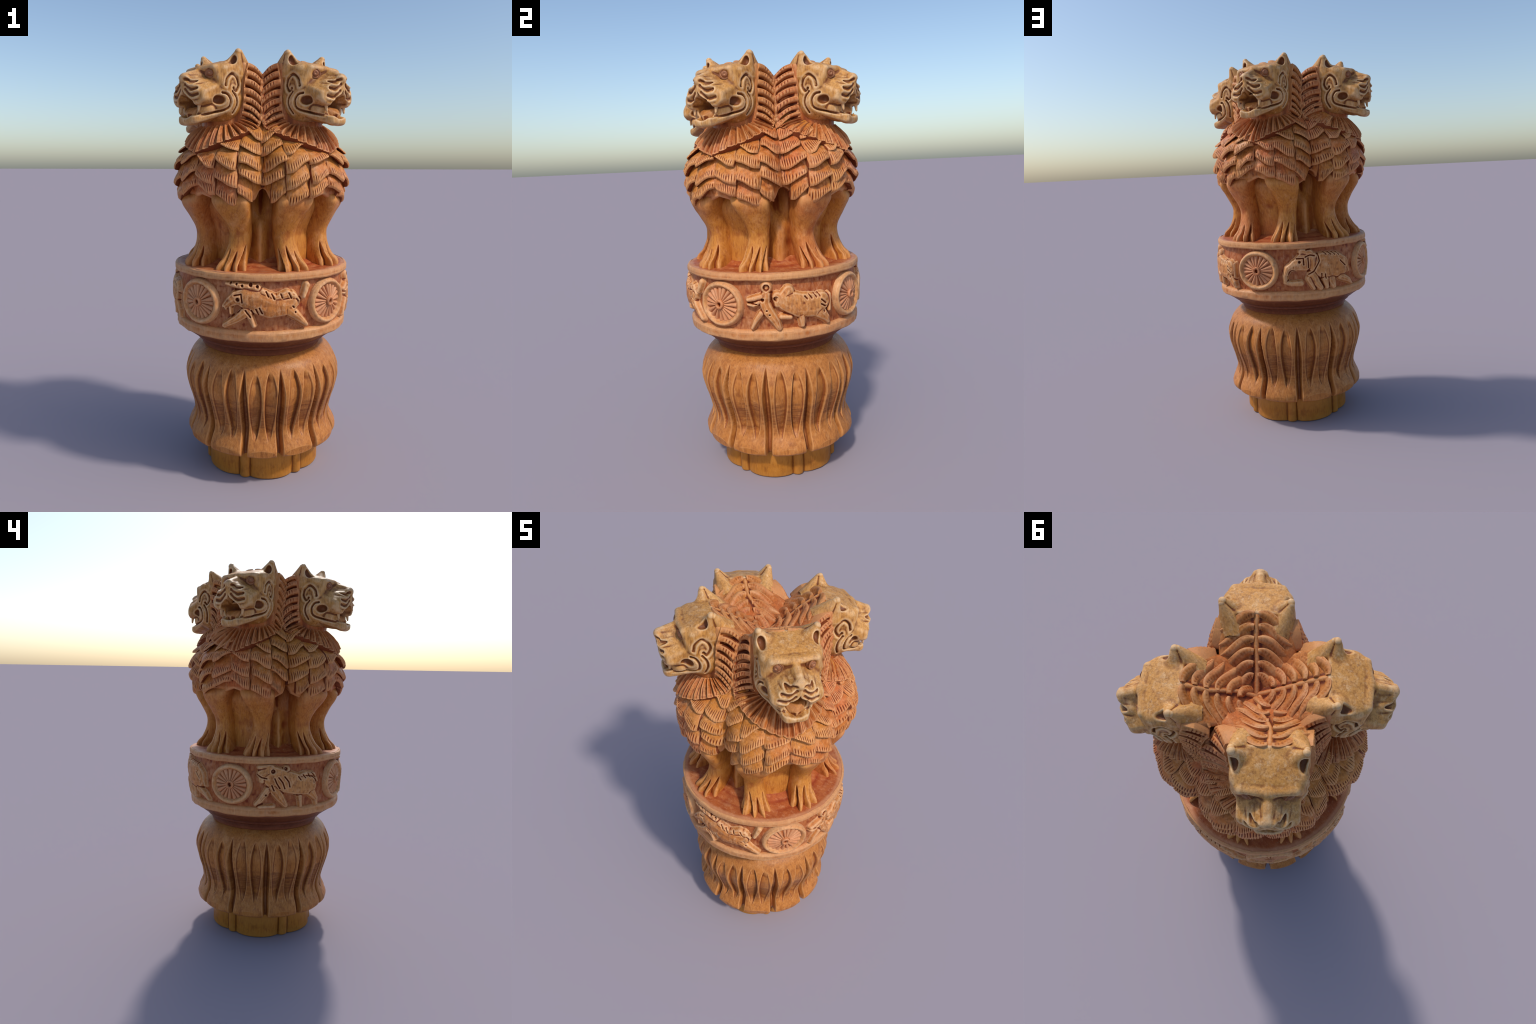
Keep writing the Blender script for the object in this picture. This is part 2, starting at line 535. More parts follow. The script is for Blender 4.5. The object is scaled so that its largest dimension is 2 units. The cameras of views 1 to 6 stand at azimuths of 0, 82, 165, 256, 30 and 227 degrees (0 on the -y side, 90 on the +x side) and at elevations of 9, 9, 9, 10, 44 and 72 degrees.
def animal_field(add, holes, cuts, height=0.031):
    def field(Xm, Zm):
        X, Y = Xm * 1000, (Zm - 0.89) * 1000
        d = None
        dome = 0
        for chain in add:
            c = capsules_2d(X, Y, chain)
            c = c - 6.0
            d = c if d is None else smin(d, c, 5.0)
            dome = np.maximum(dome, np.clip(-c, 0, 40))
        h = smoothstep(0.5, -13.0, d) * height * 0.55 + height * 0.45 * np.sqrt(np.clip(dome / 36.0, 0, 1))
        for x, y, r in holes:
            h = h - 0.020 * smoothstep(r + 1.5, r - 2.5, np.hypot(X - x, Y - y)) * (h > 0)
        for line in cuts:
            h = h - 0.010 * smoothstep(5.0, 0.8, seg_dist(X, Y, line)) * (h > 0)
        return np.where(d < 0.5, np.maximum(h, 0.0012), 0)
    return field

HORSE = dict(
    add=[[(-68, 40, 46), (-20, 26, 54), (40, 2, 50), (100, 0, 40), (140, 14, 30)],
         [(-70, 46, 44), (-112, 40, 32), (-141, 22, 24), (-166, 0, 16)],
         [(-163, 101, 8), (-109, 95, 13), (-18, 86, 17)],
         [(6, 68, 17), (67, 42, 15), (118, 58, 19), (150, 48, 16)],
         [(-63, -17, 26), (-110, -54, 18), (-172, -90, 12)],
         [(-58, -27, 17), (-33, -83, 10)], [(-142, 4, 10), (-139, -32, 6)],
         [(119, -4, 32), (163, -42, 20), (216, -88, 11)],
         [(145, 61, 10), (173, 28, 7), (168, 8, 6)], [(219, 91, 15), (196, 41, 11)]],
    holes=[(-104, 35, 9), (-172, -9, 6), (-141, 104, 5), (-112, 101, 5), (-86, 95, 6), (-48, 99, 8), (-18, 92, 7), (-110, -11, 15)],
    cuts=[[(-69, -12), (-48, -42)], [(-43, -11), (-28, -36)], [(-23, -5), (-11, -31)], [(-8, 0), (4, -23)], [(21, 71), (31, 51)],
          [(46, 61), (57, 40)], [(87, 59), (92, 44)], [(123, 63), (134, 41)], [(140, 5), (146, -1)], [(152, -22), (154, -25)],
          [(-120, 52), (-89, 59), (-84, 23)]])
BULL = dict(
    add=[[(-8, 24, 48), (50, -2, 55), (128, -10, 54), (158, 4, 44)], [(0, 66, 27), (-16, 45, 28)],
         [(151, -44, 32), (184, -74, 20), (198, -98, 11)], [(59, -50, 18), (63, -94, 12)],
         [(-35, -49, 12), (6, -52, 12)], [(205, 31, 9), (203, -43, 9)]],
    holes=[],
    cuts=[[(73, 38), (83, 26)], [(95, 43), (106, 26)], [(121, 44), (129, 28)], [(142, 44), (147, 30)], [(153, 14), (177, -6)],
          [(152, -7), (177, -22)], [(167, -39), (171, -45)]])
HERDER = dict(
    add=[[(-99, 86, 26)], [(-101, 56, 20), (-108, 17, 24), (-94, -20, 26), (-61, -68, 20), (-47, -100, 14)],
         [(-116, 48, 13), (-153, 38, 13), (-184, 32, 10)], [(-133, 22, 11), (-159, 7, 11), (-185, 11, 6)],
         [(-125, -30, 14), (-153, -66, 12), (-170, -98, 9)], [(-51, 44, 23), (-50, 9, 15)]],
    holes=[(-99, 85, 15), (-57, 35, 11), (-117, 32, 8), (-99, -17, 4), (-87, -36, 4)],
    cuts=[[(-185, 19), (-144, 12)]])
ELEPHANT = dict(
    add=[[(40, 22, 66), (120, 16, 66), (150, 10, 56)], [(-69, 46, 50), (-109, 31, 30)], [(-76, 99, 18), (-32, 86, 23)],
         [(-109, 36, 23), (-149, 12, 19), (-166, -22, 13), (-165, -58, 12), (-133, -66, 13), (-83, -66, 15)],
         [(-18, 65, 30), (-15, 9, 22)], [(-21, -25, 26), (0, -66, 22), (28, -98, 14)], [(-37, -45, 18), (-12, -98, 9)],
         [(150, -51, 21), (207, -76, 15), (239, -102, 7)], [(90, -58, 24), (106, -97, 14)],
         [(53, -54, 20), (62, -97, 12)], [(189, 36, 8), (209, -29, 6)]],
    holes=[(-89, 47, 7), (-128, -14, 21)],
    cuts=[[(-51, 107), (-16, 112), (12, 92), (16, 47), (-15, -6), (-41, -19)], [(-43, 66), (-42, 16)], [(-58, 72), (-32, 81), (-9, 76)],
          [(37, 107), (58, 78)], [(64, 105), (86, 75)], [(93, 99), (110, 72)], [(123, 91), (135, 69)], [(27, -20), (31, -41)],
          [(48, -25), (53, -48)], [(-103, 65), (-68, 66), (-67, 33)], [(140, 38), (173, 8)]])
PROWLER = dict(
    add=[[(-85, 48, 56), (-18, 26, 58), (47, 8, 54), (110, 0, 50)], [(-105, 79, 36), (-145, 63, 26), (-144, 33, 17)],
         [(-15, 88, 18)], [(-84, -7, 30), (-52, -54, 24), (-18, -98, 13)], [(-113, -17, 18), (-152, -72, 15), (-177, -94, 10)],
         [(127, -35, 26), (163, -71, 15), (172, -104, 9)], [(61, -54, 13), (68, -107, 9)],
         [(40, 50, 11), (92, 62, 11), (143, 57, 11), (166, 19, 7)], [(-160, 98, 12), (-106, 99, 14)], [(-157, -108, 10), (-82, -104, 10)]],
    holes=[(-88, 79, 11), (-20, 91, 9), (-123, -43, 5)],
    cuts=[[(-80, 44), (-69, 18), (-53, -7)], [(-60, 49), (-39, 23), (-28, -8)], [(-29, 53), (-8, 27), (-2, 1)], [(-94, 8), (-83, -17)],
          [(46, 50), (58, 34)], [(74, 58), (87, 42)], [(104, 64), (117, 44)], [(129, 64), (151, 41)], [(138, 22), (140, 14)],
          [(-6, -45), (43, -43)], [(-170, 63), (-144, 48), (-120, 44)]])
for nm, az0, spec in (("relief_horse", 0, HORSE), ("relief_bull", 90, BULL), ("relief_herder", 90, HERDER),
                      ("relief_elephant", 180, ELEPHANT), ("relief_lion", 272, PROWLER)):
    relief(nm, az0, animal_field(**spec), M_RELIEF, root)

# ------------------------------------------------------------------- wheels
def wheel(az0, seed):
    r_ = np.random.default_rng(seed)
    RX, RZ, ZC = 0.123, 0.107, 0.892
    def rho(X, Z):
        return np.hypot(X / RX, (Z - ZC) / RZ)
    def rim(X, Z):
        q = rho(X, Z)
        h = 0.028 - 0.9 * (q - 0.86) ** 2
        h = h * smoothstep(1.0, 0.965, q) * smoothstep(0.705, 0.735, q)
        return np.where((q < 1.0) & (q > 0.705), np.maximum(h, 0.0012), 0)
    def plate(X, Z):
        q = rho(X, Z)
        return np.where(q < 0.80, 0.003 + 0.004 * (1 - q), 0)
    kw = dict(x0=-0.13, x1=0.13, z0=0.782, z1=1.003, step=0.002)
    w = relief("wheel", az0, rim, M_RELIEF, root, **kw)
    relief("wheel_plate", az0, plate, M_SPOKE, w, **dict(kw, step=0.005))
    def hub(X, Z):
        q = np.hypot(X, Z - ZC)
        h = 0.030 * smoothstep(0.0265, 0.019, q) ** 0.8 - 0.024 * smoothstep(0.0125, 0.008, q)
        return np.where(q < 0.0265, np.maximum(h, 0.002), 0)
    relief("hub", az0, hub, M_SPOKE, w, x0=-0.03, x1=0.03, z0=0.86, z1=0.924, step=0.0014)
    n = 19
    for i in range(n):
        a = 2 * PI * (i + r_.uniform(-0.12, 0.12)) / n
        L0, L1 = 0.20, 0.725
        u = np.linspace(-1, 1, 7); v = np.linspace(0, 1, 12)
        U, Vv = np.meshgrid(u, v, indexing="ij")
        q = L0 + (L1 - L0) * Vv
        hw = (0.0042 + 0.0075 * Vv) * r_.uniform(0.85, 1.1)
        px = np.cos(a) * q * RX - np.sin(a) * U * hw
        pz = np.sin(a) * q * RZ + np.cos(a) * U * hw
        h = 0.005 + 0.008 * (1 - q) + 0.009 * (1 - U ** 2) ** 0.6
        fr = polar(az0 + px / RELIEF_R / D2R, drum_r(ZC + pz) + h, ZC + pz)
        bk = polar(az0 + px / RELIEF_R / D2R, drum_r(ZC + pz) - 0.002, ZC + pz)
        V, F = solid_from_grid(fr, bk)
        me = make_mesh("spoke", V, F)
        sharpen(me, 50)
        add_object("spoke", me, M_SPOKE, w)
for i, a in enumerate((46.5, 137.5, 230.5, 318)):
    wheel(a, 40 + i)

# -------------------------------------------------------------------- lions
LIONS = [  # azimuth of body, azimuth the head faces, sideways shift of head, muzzle stretch
    dict(az=46.0, face=45.0, shift=0.007, nose=0.006),
    dict(az=139.0, face=135.0, shift=0.034, nose=-0.005),
    dict(az=229.5, face=225.0, shift=0.055, nose=0.003),
    dict(az=316.0, face=315.0, shift=0.006, nose=0.006)]
CENTERS = np.array([l["az"] for l in LIONS])
CREASES = np.array([0.0, 90.5, 183.0, 272.0])

def lion_rel(az):
    """0 on a lion's middle line .. 1 in the crease between two lions"""
    az = np.asarray(az) % 360
    d = (az[..., None] - CENTERS + 180) % 360 - 180
    i = np.abs(d).argmin(-1)
    dd = np.take_along_axis(d, i[..., None], -1)[..., 0]
    return np.clip(np.abs(dd) / 45.7, 0, 1)

ZT = [1.28, 1.30, 1.335, 1.38, 1.44, 1.50, 1.555, 1.60, 1.665, 1.72, 1.76]
RF = [.298, .328, .368, .390, .400, .398, .390, .365, .323, .275, .255]
# plan of the coat: a flat chest plane in front, a rounded shoulder, a deep crease to the neighbour
PLAN_T = [-0.1, 0.0, 0.25, 0.48, 0.62, 0.73, 0.85, 0.95, 1.0, 1.05]
PLAN_M = [1.0, 1.0, 1.002, 1.006, 0.992, 0.958, 0.900, 0.825, 0.795, 0.78]
PLAN_TOP = [1.0, 1.0, 0.975, 0.935, 0.910, 0.890, 0.865, 0.840, 0.830, 0.82]
PLAN = spline(np.stack([PLAN_T, PLAN_M], -1), 300)
PLAN2 = spline(np.stack([PLAN_T, PLAN_TOP], -1), 300)
def torso_r(az, z):
    t = lion_rel(az)
    k = smoothstep(1.53, 1.63, z)
    m = np.interp(t, PLAN[:, 0], PLAN[:, 1]) * (1 - k) + np.interp(t, PLAN2[:, 0], PLAN2[:, 1]) * k
    return np.interp(z, ZT, RF) * m

def hem_z(az):
    """lower border of the coat: arches between the legs, dips over each leg"""
    t = lion_rel(az)
    return np.interp(t, [0, 0.12, 0.30, 0.5, 0.7, 0.86, 0.93, 1.0], [1.378, 1.366, 1.346, 1.330, 1.334, 1.356, 1.396, 1.408])

def torso():
    az = np.arange(0, 360, 0.8)
    v = np.linspace(0, 1, 60)
    A, Vv = np.meshgrid(az, v, indexing="ij")
    z0 = hem_z(A)
    Z = z0 + (1.76 - z0) * Vv
    R = torso_r(A, Z)
    P = polar(A, R, Z)
    P = P + chisel(P, 0.003, 14, 2)[..., None] * np.array([1, 1, 0.3])
    # underside tucks in and up above the legs
    inner = []
    for r, dz in ((0.6, 0.004), (0.95, 0.0)):
        pass
    rows = [polar(az, 0.13 + 0 * az, hem_z(az) + 0.05)[:, None], polar(az, 0.24 + 0 * az, hem_z(az) + 0.035)[:, None],
            polar(az, torso_r(az, hem_z(az)) - 0.035, hem_z(az) + 0.010)[:, None], polar(az, torso_r(az, hem_z(az)) - 0.012, hem_z(az) - 0.002)[:, None]]
    G = np.concatenate(rows + [P, polar(az, 0.10 + 0 * az, 1.80 + 0 * az)[:, None]], 1)
    V = G.reshape(-1, 3)
    F = grid_faces(len(az), G.shape[1], True)
    me = make_mesh("torso", V, F)
    return add_object("torso", me, M_MANE, root)
TORSO = torso()

# ----- coat locks: overlapping hatched scales in vertical files round the chest
LOCK_ROWS = {0: [1.522, 1.446, 1.392], 1: [1.578, 1.502, 1.424, 1.350], 2: [1.632, 1.570, 1.502, 1.434]}
def coat_lock(az_c, half, zb, length, out, r_):
    nu, nv = 49, 21
    u = np.linspace(-1, 1, nu); v = np.linspace(0, 1, nv)
    U, Vv = np.meshgrid(u, v, indexing="ij")
    o = U * out                                   # +1 on the crease side
    slant = 0.021 + r_.uniform(-0.006, 0.006)
    wave = 0.005 + r_.uniform(-0.004, 0.004)
    droop = -slant * o - wave * np.sin(PI * o * 0.95 + r_.uniform(-0.5, 0.5)) + r_.uniform(-0.003, 0.005) * np.abs(U) ** 2.5
    top = zb + length
    Z = top + (zb + droop - top) * Vv
    A = az_c + U * half * (0.80 + 0.22 * np.clip(Vv * 1.6, 0, 1)) * (1 - 0.05 * Vv ** 6)
    h = -0.002 + (0.018 * np.sin(PI * (0.02 + 0.66 * Vv ** 1.15)) + 0.030 * Vv ** 1.8) * (1 - 0.50 * np.abs(U) ** 5)
    h += 0.013 * Vv * o * r_.uniform(-0.2, 1.0)
    # hatching with the gouge on the lower half
    n = r_.integers(10, 14)
    mask = smoothstep(0.60, 0.72, Vv + 0.06 * np.sin(3 * U + r_.uniform(0, 6))) * smoothstep(1.02, 0.86, np.abs(U))
    ph = r_.uniform(0, 1)
    hatch = np.abs(np.sin(PI * (n * (U * 0.5 + 0.5) + ph)))
    h -= 0.0042 * mask * (1 - smoothstep(0.0, 0.6, hatch))
    # rounded lower arris
    h -= 0.009 * smoothstep(0.88, 1.0, Vv) ** 2
    R = torso_r(A, np.maximum(Z, 1.31))
    fr = polar(A, R + h, Z)
    fr = fr + (chisel(fr, 0.0018, 26, int(r_.integers(99))))[..., None] * np.array([1, 1, 0.4])
    bk = polar(A, R - 0.018, Z + 0.022 * Vv)
    return solid_from_grid(fr, bk)

def coat():
    k = 0
    for li, L in enumerate(LIONS):
        lo = CREASES[li]; hi = CREASES[(li + 1) % 4]
        for side in (-1, 1):
            edge = (hi - L["az"]) % 360 if side > 0 else (L["az"] - lo) % 360
            for col in range(3):
                half = edge / 6.0
                azc = L["az"] + side * (2 * col + 1) * half
                rows = LOCK_ROWS[col]
                if side < 0 and li in (1, 2):   # these two heads sit off to their left: the coat climbs higher behind
                    rows = [rows[0] + (0.066 if li == 2 else 0.050)] + rows
                if col == 2:
                    rows = rows + [1.366]        # a narrow last lock beside each arch
                for ri, zb in enumerate(rows):
                    k += 1
                    r_ = np.random.default_rng(1000 + k)
                    zz = zb + r_.uniform(-0.007, 0.007)
                    length = 0.098 + r_.uniform(-0.008, 0.008)
                    if ri == 0:
                        length *= 0.72
                    ac, hw = azc + r_.uniform(-0.8, 0.8), half * r_.uniform(0.98, 1.08)
                    if zb == 1.366:
                        ac, hw = azc - side * half * 0.45, half * 0.62
                    V, F = coat_lock(ac, hw, zz, length, side, r_)
                    me = make_mesh("mane_lock", V, F)
                    sharpen(me, 60)
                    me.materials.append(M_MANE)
                    me.materials.append(M_CUT_SHADE)
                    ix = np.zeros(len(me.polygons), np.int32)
                    ix[2 * 48 * 20:] = 1                     # cut faces coloured dark to draw the shadow slot between locks
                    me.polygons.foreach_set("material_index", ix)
                    add_object("mane_lock", me, None, TORSO)
coat()

# --------------------------------------------------------------------- legs
LEG_Z = [1.030, 1.045, 1.065, 1.090, 1.130, 1.170, 1.210, 1.270, 1.320, 1.352, 1.385, 1.42]
LEG_OUT = [.391, .391, .384, .365, .344, .334, .337, .366, .393, .398, .376, .320]
LEG_IN = [.235, .230, .225, .215, .205, .195, .190, .190, .195, .20, .20, .21]
LEG_W = [.082, .081, .077, .071, .064, .061, .063, .078, .095, .104, .100, .070]
LEG_SHIFT = [4.0, 4.0, 3.6, 2.8, 1.4, 0.4, 0.0, 0.5, 2.0, 3.0, 4.0, 5.0]   # degrees towards the lion's middle
def leg(az0, seed, inward):
    r_ = np.random.default_rng(seed)
    z = np.concatenate([np.linspace(1.030, 1.17, 70), np.linspace(1.175, 1.42, 44)])
    ph = np.linspace(-PI, PI, 180, endpoint=False)
    PH, Z = np.meshgrid(ph, z, indexing="ij")
    out = smooth_table(Z, LEG_Z, LEG_OUT); inn = smooth_table(Z, LEG_Z, LEG_IN); w = smooth_table(Z, LEG_Z, LEG_W)
    c = (out + inn) / 2; a = (out - inn) / 2
    n = 2.3 + 1.6 * smoothstep(1.22, 1.34, Z)
    co, si = np.cos(PH), np.sin(PH)
    k = (np.abs(co) ** n + np.abs(si) ** n) ** (-1 / n)
    X = c + a * k * co
    Y = w * k * si
    # five toes: tendons that fan out from the ankle, cut apart by grooves
    toes = np.array([-1.30, -0.62, -0.05, 0.52, 1.18]) + r_.uniform(-0.08, 0.08, 5)
    cuts = np.array([-0.95, -0.33, 0.24, 0.86])
    cuts = cuts + r_.uniform(-0.06, 0.06, 4)
    d = np.zeros_like(X)
    for j, cc in enumerate(cuts):
        top = 1.145 + r_.uniform(-0.015, 0.02)
        t = np.clip((top - Z) / 0.10, 0, 1)
        wd = 0.05 + 0.19 * t
        d -= 0.034 * smoothstep(0, 0.55, t) * np.clip(1 - np.abs(PH - cc) / wd, 0, 1) ** 0.8
    # claws reach a little further than the webs
    for tt in toes:
        d += 0.010 * np.exp(-((PH - tt) / 0.16) ** 2) * smoothstep(1.10, 1.045, Z) * smoothstep(1.028, 1.036, Z)
    nx, ny = co / a, si / w
    ln = np.hypot(nx, ny)
    X = X + d * nx / ln; Y = Y + d * ny / ln
    Y = Y * (X / out) ** 1.35
    P = np.stack([X, Y, Z], -1)
    s = chisel(P + seed, 0.0022, 15, seed)
    P = P + s[..., None] * np.stack([co, si, 0 * si], -1)
    # turn the local radial axis to the azimuth
    a0 = (az0 + inward * smooth_table(Z, LEG_Z, LEG_SHIFT)) * D2R
    V = np.stack([P[..., 0] * np.sin(a0) + P[..., 1] * np.cos(a0), -P[..., 0] * np.cos(a0) + P[..., 1] * np.sin(a0), P[..., 2]], -1)
    F = grid_faces(len(ph), len(z), True)
    lab = (z[F[:, 0] % len(z)] < 1.128).astype(int)
    split_regions([("leg", M_LEG), ("foot", M_LEG)], V.reshape(-1, 3), F, lab, [root, 0])
LEGS = [21, 70.5, 112, 161, 205.5, 251, 294.5, 341]
for i, a in enumerate(LEGS):
    leg(a, 60 + i, 1 if i % 2 == 0 else -1)

def inner_column():
    az = np.arange(0, 360, 1.0)
    z = np.linspace(1.03, 1.47, 60)
    A, Z = np.meshgrid(az, z, indexing="ij")
    t = lion_rel(A + 2.2)      # the arches sit a little to one side of the creases above
    crease = np.exp(-((t - 1) / 0.16) ** 2)
    R = 0.225 + (0.035 + 0.055 * smoothstep(1.18, 1.34, Z)) * np.exp(-(t / 0.50) ** 4) + crease * (0.035 - 0.080 * smoothstep(1.20, 1.36, Z)) - 0.02 * smoothstep(1.30, 1.42, Z)
    P = polar(A, R, Z)
    P = P + chisel(P, 0.004, 11, 9)[..., None] * np.array([1, 1, 0])
    me = make_mesh("inner_column", P.reshape(-1, 3), grid_faces(len(az), len(z), True))
    add_object("inner_column", me, M_LEG, root)
inner_column()

# ------------------------------------------------------ neck, ruff and nape
def ribbon(center, across, normal, hw, hfun, depth, nu=13, skew=0.0):
    """raised lock along a centre line; hfun(U,T) height, hw half width along it"""
    n = len(center)
    u = np.linspace(-1, 1, nu)
    U, T = np.meshgrid(u, np.linspace(0, 1, n), indexing="ij")
    base = center[None] + U[..., None] * (hw[None, :, None] * across[None])
    fr = base + hfun(U, T)[..., None] * normal[None]
    bk = base - depth * normal[None]
    return solid_from_grid(fr, bk)

def unit(v):
    return v / (np.linalg.norm(v, axis=-1, keepdims=True) + 1e-12)

RUFF_IN = spline([(.232, .134, 1.945), (.246, .140, 1.902), (.255, .138, 1.855), (.256, .138, 1.805), (.256, .136, 1.765),
                  (.258, .130, 1.728), (.266, .118, 1.700), (.288, .100, 1.688), (.314, .080, 1.682), (.336, .046, 1.678), (.345, 0, 1.676)], 400)
RUFF_OUT = spline([(.176, .142, 1.932), (.148, .156, 1.890), (.170, .172, 1.852), (.186, .188, 1.802), (.192, .194, 1.752),
                   (.196, .197, 1.700), (.228, .196, 1.662), (.296, .178, 1.638), (.356, .138, 1.610), (.402, .072, 1.582), (.418, 0, 1.556)], 400)

def neck_field(f, s, z, shift=0.0):
    s = s + shift * 0.8 * smoothstep(0.27, 0.18, f) * smoothstep(1.93, 1.86, z) * smoothstep(1.60, 1.66, z)
    S = np.abs(s)
    top = (z - np.minimum(1.824 + 0.56 * f, 1.962)) * 0.9
    d = smax(S - (0.138 - 0.02 * smoothstep(0.1, 0.0, f) + 0.045 * smoothstep(0.24, 0.19, f) * smoothstep(1.87, 1.80, z)), top, 0.03)
    d = smax(d, f - 0.262, 0.03)
    d = smax(d, -f - 0.03, 0.02)
    throat = np.sqrt(((f - 0.24) / 0.105) ** 2 + (s / 0.105) ** 2) - 1
    d = smin(d, throat * 0.1 + np.maximum(0, z - 1.75), 0.03)
    shoulder = np.sqrt((f / 0.30) ** 2 + (s / 0.22) ** 2 + ((z - 1.56) / 0.15) ** 2) - 1
    d = smin(d, shoulder * 0.15, 0.02)
    d = np.maximum(d, 1.60 - z)
    # ridge of the nape
    d -= 0.008 * np.exp(-(s / 0.009) ** 2) * smoothstep(1.80, 1.83, z) * smoothstep(0.25, 0.22, f)
    return d

def build_neck(li, L):
    h = 0.005
    f = np.arange(-0.04, 0.36, h, dtype=np.float32); s = np.arange(-0.24, 0.24, h, dtype=np.float32); z = np.arange(1.585, 2.0, h, dtype=np.float32)
    Fg, Sg, Zg = np.meshgrid(f, s, z, indexing="ij")
    V, Q = surface_nets(neck_field(Fg, Sg, Zg, L["shift"]), (f[0], s[0], z[0]), h)
    me = make_mesh("neck", V, Q)
    rot = (L["face"] - 90) * D2R
    left = np.array([-math.sin(rot), math.cos(rot)])
    loc = (left[0] * L["shift"], left[1] * L["shift"], 0)
    ob = add_object("neck", me, M_RUFF, root, loc, rot)
    r_ = np.random.default_rng(300 + li)
    # the ruff: a fan of tufts from under the ear, round the jaw to the throat
    for side in (-1, 1):
        marks = [0.0]
        while marks[-1] < 0.98:
            t = marks[-1]
            marks.append(t + (0.080 if t < 0.52 else 0.046) * r_.uniform(0.88, 1.12))
        marks = np.array(marks); marks = marks / marks[-1]
        for i in range(len(marks) - 1):
            t0, t1 = marks[i], marks[i + 1]
            def at(C, t):
                x = np.clip(t, 0, 1) * (len(C) - 1)
                return np.stack([np.interp(x, np.arange(len(C)), C[:, j]) for j in range(3)], -1)
            nT, nU = 30, 17
            T, U = np.meshgrid(np.linspace(0, 1, nT), np.linspace(0, 1, nU), indexing="ij")
            tt = t0 + (t1 - t0) * U
            drop = 0.085 * smoothstep(0.62, 0.40, tt)      # side locks sweep down and back from the cheek
            I = at(RUFF_IN, tt); O = at(RUFF_OUT, tt + drop)
            # the crease is shared with the neighbour and stays put when a head sits off-centre
            O[..., 1] -= side * L["shift"] * np.interp(tt, [0, 0.12, 0.25, 0.62, 0.85, 1.0], [0.3, 0.6, 1.0, 1.0, 0.5, 0.0])
            base = I + (O - I) * T[..., None]
            base[..., 2] += 0.012 * np.sin(PI * T) * smoothstep(0.62, 0.45, tt)
            du = at(RUFF_OUT, tt + 0.01) + at(RUFF_IN, tt + 0.01) - at(RUFF_OUT, tt - 0.01) - at(RUFF_IN, tt - 0.01)
            nrm = unit(np.cross(O - I, du))
            nrm = nrm * np.sign((nrm * (base - np.array([0.16, 0.0, 1.74]))).sum(-1, keepdims=True))
            lowpart = t0 > 0.5
            lens = np.sin(PI * np.clip(T * 0.90 + 0.05, 0, 1)) ** 0.6
            g0, g1, gd = r_.uniform(-0.02, 0.12), r_.uniform(0.86, 1.0), r_.uniform(0.022, 0.034)
            if not lowpart:
                # plump lock with a lens-shaped gouge along its lower side
                gouge = smoothstep(0.50, 0.78, U) * smoothstep(1.03, 0.90, U)
                lens = np.sin(PI * np.clip((T - g0) / (g1 - g0), 0, 1)) ** 0.8
                hgt = 0.006 + 0.005 * np.sin(PI * np.clip(U / 0.7, 0, 1)) - gd * lens * gouge
                hgt = hgt - 0.0030 * (1 - smoothstep(0, 0.7, np.abs(np.sin(PI * 7 * T + 0.5 * i + 0.6 * U)))) * smoothstep(0.0, 0.25, U) * smoothstep(0.72, 0.50, U) * smoothstep(0.2, 0.45, T)
            else:
                saw = np.where(U < 0.68, (U / 0.68) ** 0.7, np.clip((1 - U) / 0.32, 0, 1) ** 1.2)
                hgt = -0.015 + 0.023 * (0.45 + 0.55 * lens) * saw + 0.010 * T + 0.004 * (1 - lens)
                hgt = hgt - 0.0018 * (1 - smoothstep(0, 0.5, np.abs(np.sin(PI * 3 * U + i)))) * smoothstep(0.3, 0.6, T)
            hgt = hgt + r_.uniform(-0.002, 0.003)
            fr = base + nrm * hgt[..., None]
            if lowpart:   # tips roll over at the hem of the ruff
                fr = fr + nrm * 0 - np.array([0, 0, 1.0]) * (0.006 * smoothstep(0.85, 1, T) * np.sin(PI * U))[..., None]
            fr = fr + chisel(fr, 0.0012, 30, int(r_.integers(90)))[..., None] * nrm
            bk = base - nrm * 0.045
            m = np.array([1, side, 1.0])
            V, F = solid_from_grid(fr * m, bk * m)
            me = make_mesh("ruff_tuft", V, F)
            sharpen(me, 60)
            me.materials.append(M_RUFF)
            me.materials.append(M_CUT_SHADE)
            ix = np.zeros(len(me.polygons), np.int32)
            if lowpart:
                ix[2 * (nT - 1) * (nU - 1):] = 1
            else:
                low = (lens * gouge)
                ix[:(nT - 1) * (nU - 1)] = (low[:-1, :-1] > 0.45).ravel()  # gouge floors get the dark colour, deepening their shadow
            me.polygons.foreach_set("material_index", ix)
            add_object("ruff_tuft", me, None, ob)
    # chevrons down the nape
    for side in (-1, 1):
        for i, f0 in enumerate(np.arange(0.046, 0.245, 0.0365)):
            f1 = f0 - 0.050 + r_.uniform(-0.006, 0.006)
            s1 = min(0.126, max(0.035, f0 + 0.030)) * r_.uniform(0.94, 1.0)
            t = np.linspace(0, 1, 24)
            ff = f0 + 0.010 + (f1 - f0) * t ** 1.2 + 0.006 * np.sin(2 * PI * t)
            ss = 0.008 + (s1 - 0.008) * t
            zz = 1.824 + 0.56 * ff - 0.018 * t ** 3
            C = np.stack([ff, ss, zz], -1)
            tang = unit(np.gradient(C, axis=0))
            up = unit(np.tile(np.array([-0.42, 0.0, 0.9]), (24, 1)) + np.stack([0 * t, 0.5 * t ** 3, 0 * t], -1))
            acr = unit(np.cross(up, tang)); nn = unit(np.cross(tang, acr))
            hw = 0.0180 * np.sin(PI * np.clip(0.12 + 0.84 * t, 0, 1)) ** 0.5
            ph = r_.uniform(0, 6)
            def hf(U, T):
                b = 0.022 * np.clip(1 - np.abs(U + 0.35) ** 2.0 / 1.83, 0, 1) ** 0.8 * (0.8 + 0.2 * np.sin(5 * T + ph))
                return b - 0.0022 * (1 - smoothstep(0, 0.6, np.abs(np.sin(PI * 11 * T + ph + U)))) * (np.abs(U) < 0.9) - 0.004
